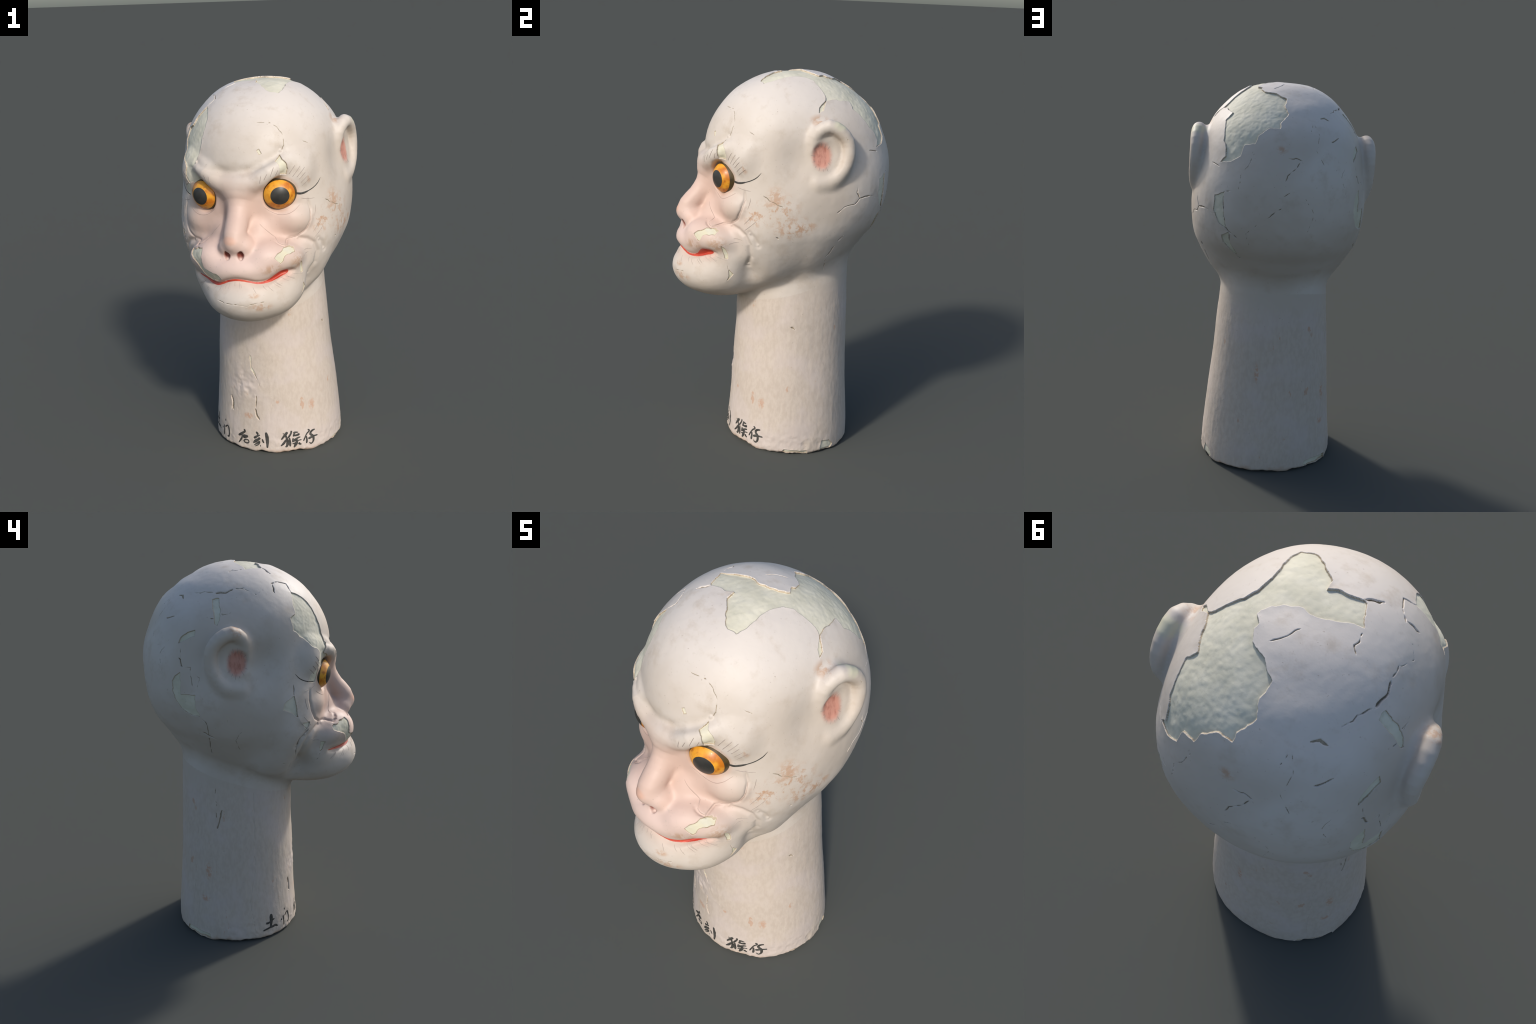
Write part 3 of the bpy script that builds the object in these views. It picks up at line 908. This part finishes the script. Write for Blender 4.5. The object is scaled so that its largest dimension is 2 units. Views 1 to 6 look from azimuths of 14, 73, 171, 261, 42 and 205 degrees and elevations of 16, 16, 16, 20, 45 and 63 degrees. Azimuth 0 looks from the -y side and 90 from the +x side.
def cap(centre, axis, radius, a0, a1, rings=10, around=72, wide=1.06):
    """Band of a sphere between two angles from its axis."""
    side = np.cross([0, 0, 1.0], axis); side /= np.linalg.norm(side)
    up = np.cross(axis, side)
    t = np.radians(np.linspace(a0, a1, rings + 1))[:, None]
    p = np.linspace(0, 2 * np.pi, around, endpoint=False)[None]
    n = np.cos(t)[..., None] * axis + np.sin(t)[..., None] * (np.cos(p)[..., None] * side + np.sin(p)[..., None] * up)
    i, j = np.meshgrid(np.arange(rings), np.arange(around), indexing="ij")
    q = np.stack([i * around + j, (i + 1) * around + j, (i + 1) * around + (j + 1) % around, i * around + (j + 1) % around], -1).reshape(-1, 4)
    n = n.reshape(-1, 3)
    p = n + (wide - 1) * (n @ side)[:, None] * side
    m = n - (1 - 1 / wide) * (n @ side)[:, None] * side
    return centre + radius * p, q, m / np.linalg.norm(m, axis=1, keepdims=True)


class Brush:
    """Lays thin paint strokes over the finished skin."""

    def __init__(self, v, tri):
        self.tree = BVHTree.FromPolygons(v.tolist(), tri.tolist())

    def drop(self, o, d, reach=2.0):
        hit, nrm, _, _ = self.tree.ray_cast(Vector(o), Vector(d), reach)
        return (None, None) if hit is None else (np.array(hit), np.array(nrm))

    def stroke(self, origins, dirs, widths, thick=.0011):
        """Ribbon along ray hits; the width may change along it."""
        P, N, W = [], [], []
        for o, d, w in zip(origins, dirs, widths):
            h, n = self.drop(o, d)
            if h is not None:
                P.append(h); N.append(n); W.append(w)
        if len(P) < 2:
            return None
        P, N, W = np.array(P), np.array(N), np.array(W)
        T = np.gradient(P, axis=0)
        S = np.cross(N, T)
        S /= np.maximum(np.linalg.norm(S, axis=1, keepdims=True), 1e-9)
        rows = []
        for x, h in ((-1, -.5), (-.86, .55), (-.45, .95), (0, 1.0), (.45, .95), (.86, .55), (1, -.5)):
            row = []
            for p, n, s, w in zip(P, N, S, W):
                g = p + s * x * w * .5
                q, _ = self.drop(g + n * .02, -n, .05)
                row.append((g if q is None else q) + n * h * thick)
            rows.append(row)
        v = np.array(rows).transpose(1, 0, 2).reshape(-1, 3)
        m = len(rows)
        i, j = np.meshgrid(np.arange(len(P) - 1), np.arange(m - 1), indexing="ij")
        return v, np.stack([i * m + j, i * m + j + 1, (i + 1) * m + j + 1, (i + 1) * m + j], -1).reshape(-1, 4)

    def head_stroke(self, line, width, ends=(.3, .1), n=14):
        pts = spline2(line, n)
        d = head_dir(pts) @ FRAME
        o = to_world(CENTRE[None])[0] + d * 1.2
        return self.stroke(o, -d, width * end_shape(n, *ends))

    def neck_stroke(self, line, width, seed=0, n=16):
        pts = spline2(np.asarray(line) * [.006, 1], n) / [.006, 1]
        d = neck_dir(pts)
        o = np.c_[np.tile(NECK_AXIS, (n, 1)), pts[:, 1]] + d * .8
        w = 1.6 * width * end_shape(n, .6, .5) * (1 + .16 * np.sin(np.linspace(0, 5, n) + seed * 1.7))
        return self.stroke(o, -d, w)


def spline2(line, n):
    p = np.asarray(line, float)
    s = np.r_[0, np.cumsum(np.linalg.norm(np.diff(p, axis=0), axis=1))]
    x = np.linspace(0, s[-1], n)
    return np.stack([smooth_curve(s, p[:, k], x) if len(p) > 2 else np.interp(x, s, p[:, k]) for k in range(2)], 1)


def end_shape(n, a, b):
    t = np.linspace(0, 1, n)
    return np.minimum(1, np.minimum(a + (1 - a) * np.sqrt(np.clip(t / .18, 0, 1)), b + (1 - b) * np.sqrt(np.clip((1 - t) / .35, 0, 1))))


def joined(parts):
    v, f, k = [], [], 0
    for p in parts:
        if p is not None:
            v.append(p[0]); f.append(p[1] + k); k += len(p[0])
    return np.concatenate(v), np.concatenate(f)


# ------------------------------------------------------------------ brush writing round the foot: (angle, height) lines, width
CHARACTERS = [
    [([(-65.1, .135), (-65.1, .109), (-65.3, .078), (-65.8, .056)], .0130), ([(-70.8, .088), (-68.9, .086), (-64.9, .094), (-61.6, .102)], .0082),
     ([(-73.7, .047), (-69.1, .054), (-63.4, .058), (-59.8, .058), (-57.6, .048)], .0090)],
    [([(-47.4, .133), (-47.2, .121)], .005), ([(-49.8, .093), (-49.3, .073), (-49.2, .053), (-49.2, .035)], .0080), ([(-52.9, .073), (-51.4, .075)], .006),
     ([(-47.3, .087), (-45, .098), (-43.1, .104)], .006), ([(-42.6, .103), (-41.1, .08), (-40.9, .059), (-41.7, .042), (-43.4, .04)], .0085)],
    [([(-21.7, .12), (-21, .111), (-23.6, .095), (-27.9, .077)], .010), ([(-23.9, .09), (-24, .07), (-25.7, .053), (-27.9, .033)], .0062), ([(-23.3, .076), (-20.4, .079), (-17.5, .083)], .0135),
     ([(-22.4, .055), (-20.4, .043), (-16.7, .05), (-17.3, .062), (-19.2, .064), (-22.1, .054)], .0065)],
    [([(-9, .12), (-7.7, .109), (-7.5, .1)], .0075), ([(-11.4, .08), (-8.2, .094), (-5.2, .103)], .0078), ([(-5.2, .089), (-7.3, .074), (-11.4, .056)], .0095), ([(-7.2, .081), (-10.6, .065), (-11.6, .052)], .0058),
     ([(-5.3, .068), (-7.8, .056), (-10.9, .042)], .006), ([(-5.5, .063), (-7, .047), (-9.8, .037)], .006), ([(-5.3, .046), (-4.6, .037)], .0035), ([(-2.9, .082), (-2.5, .07), (-1.6, .059)], .0058),
     ([(.5, .122), (1.4, .098), (1.8, .068), (1.7, .033)], .0115)],
    [([(20.6, .123), (18.4, .108), (16.5, .094), (14.8, .081)], .0092), ([(16.2, .117), (18, .111)], .004), ([(18.9, .105), (19.9, .085), (20.5, .066), (20.2, .051), (19.2, .037)], .0098),
     ([(19.2, .081), (17.3, .063), (14.2, .045)], .0075), ([(18.3, .043), (19.2, .037)], .0055), ([(24.4, .129), (23.9, .114), (22.4, .1), (21.1, .089)], .0078),
     ([(22.3, .089), (22.6, .068), (22.8, .048), (22.9, .039)], .0082), ([(26, .117), (28.4, .117), (30.8, .116)], .0062), ([(27.4, .115), (26.4, .104), (26.1, .094)], .0068),
     ([(26.1, .101), (29, .1), (32.1, .105)], .0092), ([(25.6, .085), (25.7, .07), (25.2, .062)], .0082), ([(25.2, .065), (28.1, .077), (30.8, .085), (32.7, .087)], .0080),
     ([(29.7, .067), (31.4, .07), (33.6, .071)], .005), ([(24.9, .052), (27.7, .057), (29, .063)], .0062), ([(29.1, .077), (28.9, .06), (27.7, .045), (26.4, .031)], .0100), ([(30.8, .057), (32, .047), (33.4, .046)], .0075)],
    [([(40.1, .122), (41.8, .115), (39.4, .102), (37.4, .084), (35.5, .061)], .0065), ([(38.4, .086), (38.8, .069), (38.4, .045)], .0075),
     ([(47.5, .113), (45.3, .111), (43, .103), (42.7, .093), (44.9, .079), (45.6, .061), (44.6, .043), (42.7, .037), (41.2, .047)], .0085), ([(40.3, .068), (43.5, .074), (46.8, .077), (50.2, .076)], .0080)],
]
LASHES = [[(15.2, 15.9), (14.2, 12.2)], [(18.4, 16.6), (16.6, 13.7)], [(22.2, 19.8), (20, 15.2)], [(24.5, 18.3), (23, 15.8)], [(35.3, 20.6), (31.4, 16.2)], [(38.4, 19.8), (33.6, 14.6)],
          [(41.3, 18.9), (36.1, 14)], [(41.5, 16.1), (37.5, 12.7)], [(43.1, 14.1), (38.8, 10.7)], [(45.1, 12.6), (39.8, 8.8)]]
EYE_TAIL = [(34.3, 5.0), (39.1, 4), (41.4, 4.2), (44.7, 5.1), (48.8, 6.7), (52.1, 8.8), (54.8, 11.8)]
WRINKLES = [[(38.8, 1.2), (42.8, .2), (48.5, -.2)], [(50.6, -14.6), (48.3, -17), (45.2, -19.9)], [(53.4, -17.6), (49.3, -20.7), (45.8, -23.1)], [(48.8, -4.5), (48.3, -7.5), (47.2, -11.1)],
            [(38.1, -27.8), (43.7, -28.6)], [(36.7, -29.3), (41.5, -30)]]


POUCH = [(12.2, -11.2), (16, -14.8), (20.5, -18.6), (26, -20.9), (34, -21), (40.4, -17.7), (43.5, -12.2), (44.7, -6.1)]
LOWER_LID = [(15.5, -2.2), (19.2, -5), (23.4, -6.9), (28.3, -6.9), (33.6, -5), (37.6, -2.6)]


def face_regions(v, tri, sd, owner, open_):
    """Which part every face of the skin belongs to."""
    c = v[tri].mean(1)
    q = to_head(c)
    m = np.abs(q[:, 0])
    part = np.full(len(tri), "head", dtype=object)
    out = skull(q.astype(f32))
    part[(q[:, 1] > .36) & (q[:, 2] < 1.19) & (q[:, 2] > .8)] = "muzzle"
    part[(m < .03 + .09 * np.clip((1.46 - q[:, 2]) / .22, 0, 1)) & (q[:, 2] > 1.185) & (q[:, 2] < 1.46) & (q[:, 1] > .5)] = "nose"
    part[(out > .012) & (m > .3) & (np.abs(q[:, 1] + .02) < .16) & (q[:, 2] > 1.43) & (q[:, 2] < 1.83)] = "ear"
    fwd = q[:, 1]
    part[c[:, 2] < .89 - .31 * (fwd - .04)] = "neck"
    fs = sd[tri].mean(1)
    own = owner[tri]
    bare = (fs < -.0002) & (own.max(1) >= 0)
    crack = (open_[tri].mean(1) > .02) & ~bare
    return part, bare, own.max(1), crack, fs, c


def main():
    v, tri, sd, owner, open_ = build_skin()
    nrm = vertex_normals(v, tri)
    part, bare, own, crack, fs, c = face_regions(v, tri, sd, owner, open_)
    skin, neck_m, gesso = skin_material(), neck_material(), bare_material()
    edge = plain("broken_paint_edge", (.30, .23, .15), (.46, .38, .27), 30, .8, .2)
    dark = plain("crack_shadow_tint", (.21, .175, .125), (.34, .285, .21), 40, .9, .1)  # brown darkened for the shadow down in the cracks, with some dirt
    ink = plain("brush_ink", (.030, .029, .026), (.065, .062, .055), 60, .6, .3)
    faint = plain("faded_ink", (.27, .225, .20), (.38, .325, .285), 50, .6, .3)
    lip_red = plain("vermilion", (.40, .040, .022), (.52, .075, .038), 22, .42, .4)
    black = plain("pupil_black", (.022, .022, .020), (.040, .038, .034), 14, .4, .4)
    rim_m = plain("eye_rim", (.045, .030, .012), (.085, .055, .018), 18, .4, .4)
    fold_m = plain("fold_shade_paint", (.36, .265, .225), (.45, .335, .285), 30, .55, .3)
    amber = iris_material()

    top = bpy.data.objects.new("puppet_head", None)
    bpy.context.scene.collection.objects.link(top)
    top["label"] = "old painted monkey puppet head with amber eyes on neck"
    top["category"] = "puppet head"

    def take(mask, name, mats, slots=None, parent=top):
        f = tri[mask]
        u, inv = np.unique(f, return_inverse=True)
        return make_object(name, v[u], inv.reshape(-1, 3), mats, parent, nrm[u], slots)

    plain_skin = ~bare & ~crack
    parts = {}
    for name in ("head", "muzzle", "nose", "neck"):
        parts[name] = take(plain_skin & (part == name), name, [neck_m if name == "neck" else skin])
    left = to_head(c)[:, 0] > 0
    for side in (left, ~left):
        parts["ear"] = take(plain_skin & (part == "ear") & side, "ear", [skin])
    for k in np.unique(own[bare]):
        s = bare & (own == k)
        if s.sum() > 8:
            take(s, "bare_patch", [gesso, edge], (fs[s] > -.0016).astype(int), parts["neck"] if k >= len(PATCHES) else parts["head"])
    for name in ("head", "neck"):
        s = crack & ((part == "neck") == (name == "neck"))
        take(s, "crack", [dark], None, parts[name])["kind"] = "stuff"

    # eyes
    for s in (1, -1):
        axis = (EYE_AXIS * [s, 1, 1]) @ FRAME
        centre = to_world((EYE_CENTRE * [s, 1, 1])[None])[0]
        eye = None
        for name, a0, a1, m, rings in (("iris", 30, 55.5, amber, 10), ("pupil", .2, 30, black, 8), ("eye_rim", 55.5, 78, rim_m, 7)):
            p, f, n = cap(centre, axis, EYE_R, a0, a1, rings)
            ob = make_object("eye" if name == "iris" else name, p, f, [m], top if eye is None else eye, n)
            if eye is None:
                eye = ob

    brush = Brush(v, tri)
    # red mouth line, wide and turned up at the corners
    n, rows = 90, 9
    a = np.linspace(-.240, .231, n)
    w = smooth_curve([-.240, -.20, -.13, -.07, 0, .10, .14, .165, .19, .214, .226, .231], [.004, .010, .015, .012, .012, .010, .014, .024, .036, .036, .026, .012], a)
    centre = np.interp(a, np.linspace(-.3, .3, 121), MOUTH) - .0015 + smooth_curve([-.24, .12, .20, .237], [0, 0, .004, .004], a)
    t = np.linspace(-.5, .5, rows)
    p = np.stack([np.repeat(a, rows), np.full(n * rows, .95), (centre[:, None] + w[:, None] * t).ravel()], 1)
    lip = np.array([brush.drop(o, -AX_B)[0] for o in to_world(p)])
    lift = (.0028 * (1 - (2 * np.abs(t)) ** 4) - .0012)[None].repeat(n, 0).ravel()
    lip = lip + lift[:, None] * AX_B
    i, j = np.meshgrid(np.arange(n - 1), np.arange(rows - 1), indexing="ij")
    make_object("lip", lip, np.stack([i * rows + j, (i + 1) * rows + j, (i + 1) * rows + j + 1, i * rows + j + 1], -1).reshape(-1, 4), [lip_red], parts["muzzle"])

    def strokes(name, lines, width, mat, parent, ends):
        for l in lines:
            s = brush.head_stroke(l, width, ends)
            if s is not None:
                make_object(name, *s, [mat], parent)

    strokes("eyelash", LASHES, .0030, faint, parts["head"], (.35, 1.0))
    strokes("eyelash", [[(-x, y) for x, y in l] for l in LASHES[:2] + LASHES[6:]], .0030, faint, parts["head"], (.35, 1.0))
    strokes("eye_line", [EYE_TAIL[:4]], .0115, ink, parts["head"], (.8, .3))
    strokes("eye_line", [EYE_TAIL[2:], [(-x, y) for x, y in EYE_TAIL[1:]]], .0052, ink, parts["head"], (.9, .1))
    strokes("wrinkle_line", WRINKLES, .0022, faint, parts["head"], (.3, .3))
    strokes("wrinkle_line", [[(-x, y) for x, y in l] for l in WRINKLES], .0022, faint, parts["head"], (.3, .3))
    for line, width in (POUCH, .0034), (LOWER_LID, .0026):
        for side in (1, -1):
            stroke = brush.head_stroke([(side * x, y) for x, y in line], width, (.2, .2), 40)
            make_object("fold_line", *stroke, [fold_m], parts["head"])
    # fine hairs round the mouth and in the ears
    rng = np.random.default_rng(11)
    hairs = []
    for x in np.r_[rng.uniform(-.21, -.10, 8), rng.uniform(-.1, .1, 7), rng.uniform(.1, .25, 10)]:
        y = np.interp(x, np.linspace(-.3, .3, 121), MOUTH) - rng.uniform(.012, .02)
        lean = x * .35 + rng.normal(0, .006)
        t = np.linspace(0, 1, 8)[:, None]
        p = np.c_[x + lean * t * .5, np.full(8, .95), y - t * rng.uniform(.018, .034)]
        hairs.append(brush.stroke(to_world(p), np.tile(-AX_B, (8, 1)), .0015 * end_shape(8, .6, .1), .0006))
    for s in (1, -1):
        for ang in np.radians(np.r_[np.arange(-150, 140, 26)]):
            r0, r1 = rng.uniform(.75, .95), rng.uniform(1.1, 1.35)
            t = np.linspace(r0, r1, 7)
            p = np.c_[np.full(7, s * .62), .022 + .042 * t * np.cos(ang), 1.600 - (.014 if s < 0 else 0) + .062 * t * np.sin(ang)]
            hairs.append(brush.stroke(to_world(p), np.tile(-s * AX_A, (7, 1)), .0020 * end_shape(7, .3, .3), .0007))
    make_object("hair_line", *joined(hairs), [faint], parts["head"])["kind"] = "stuff"
    for k, char in enumerate(CHARACTERS):
        s = joined([brush.neck_stroke(l, w, i + k) for i, (l, w) in enumerate(char)])
        make_object("written_character", *s, [ink], parts["neck"])


if bpy:
    main()
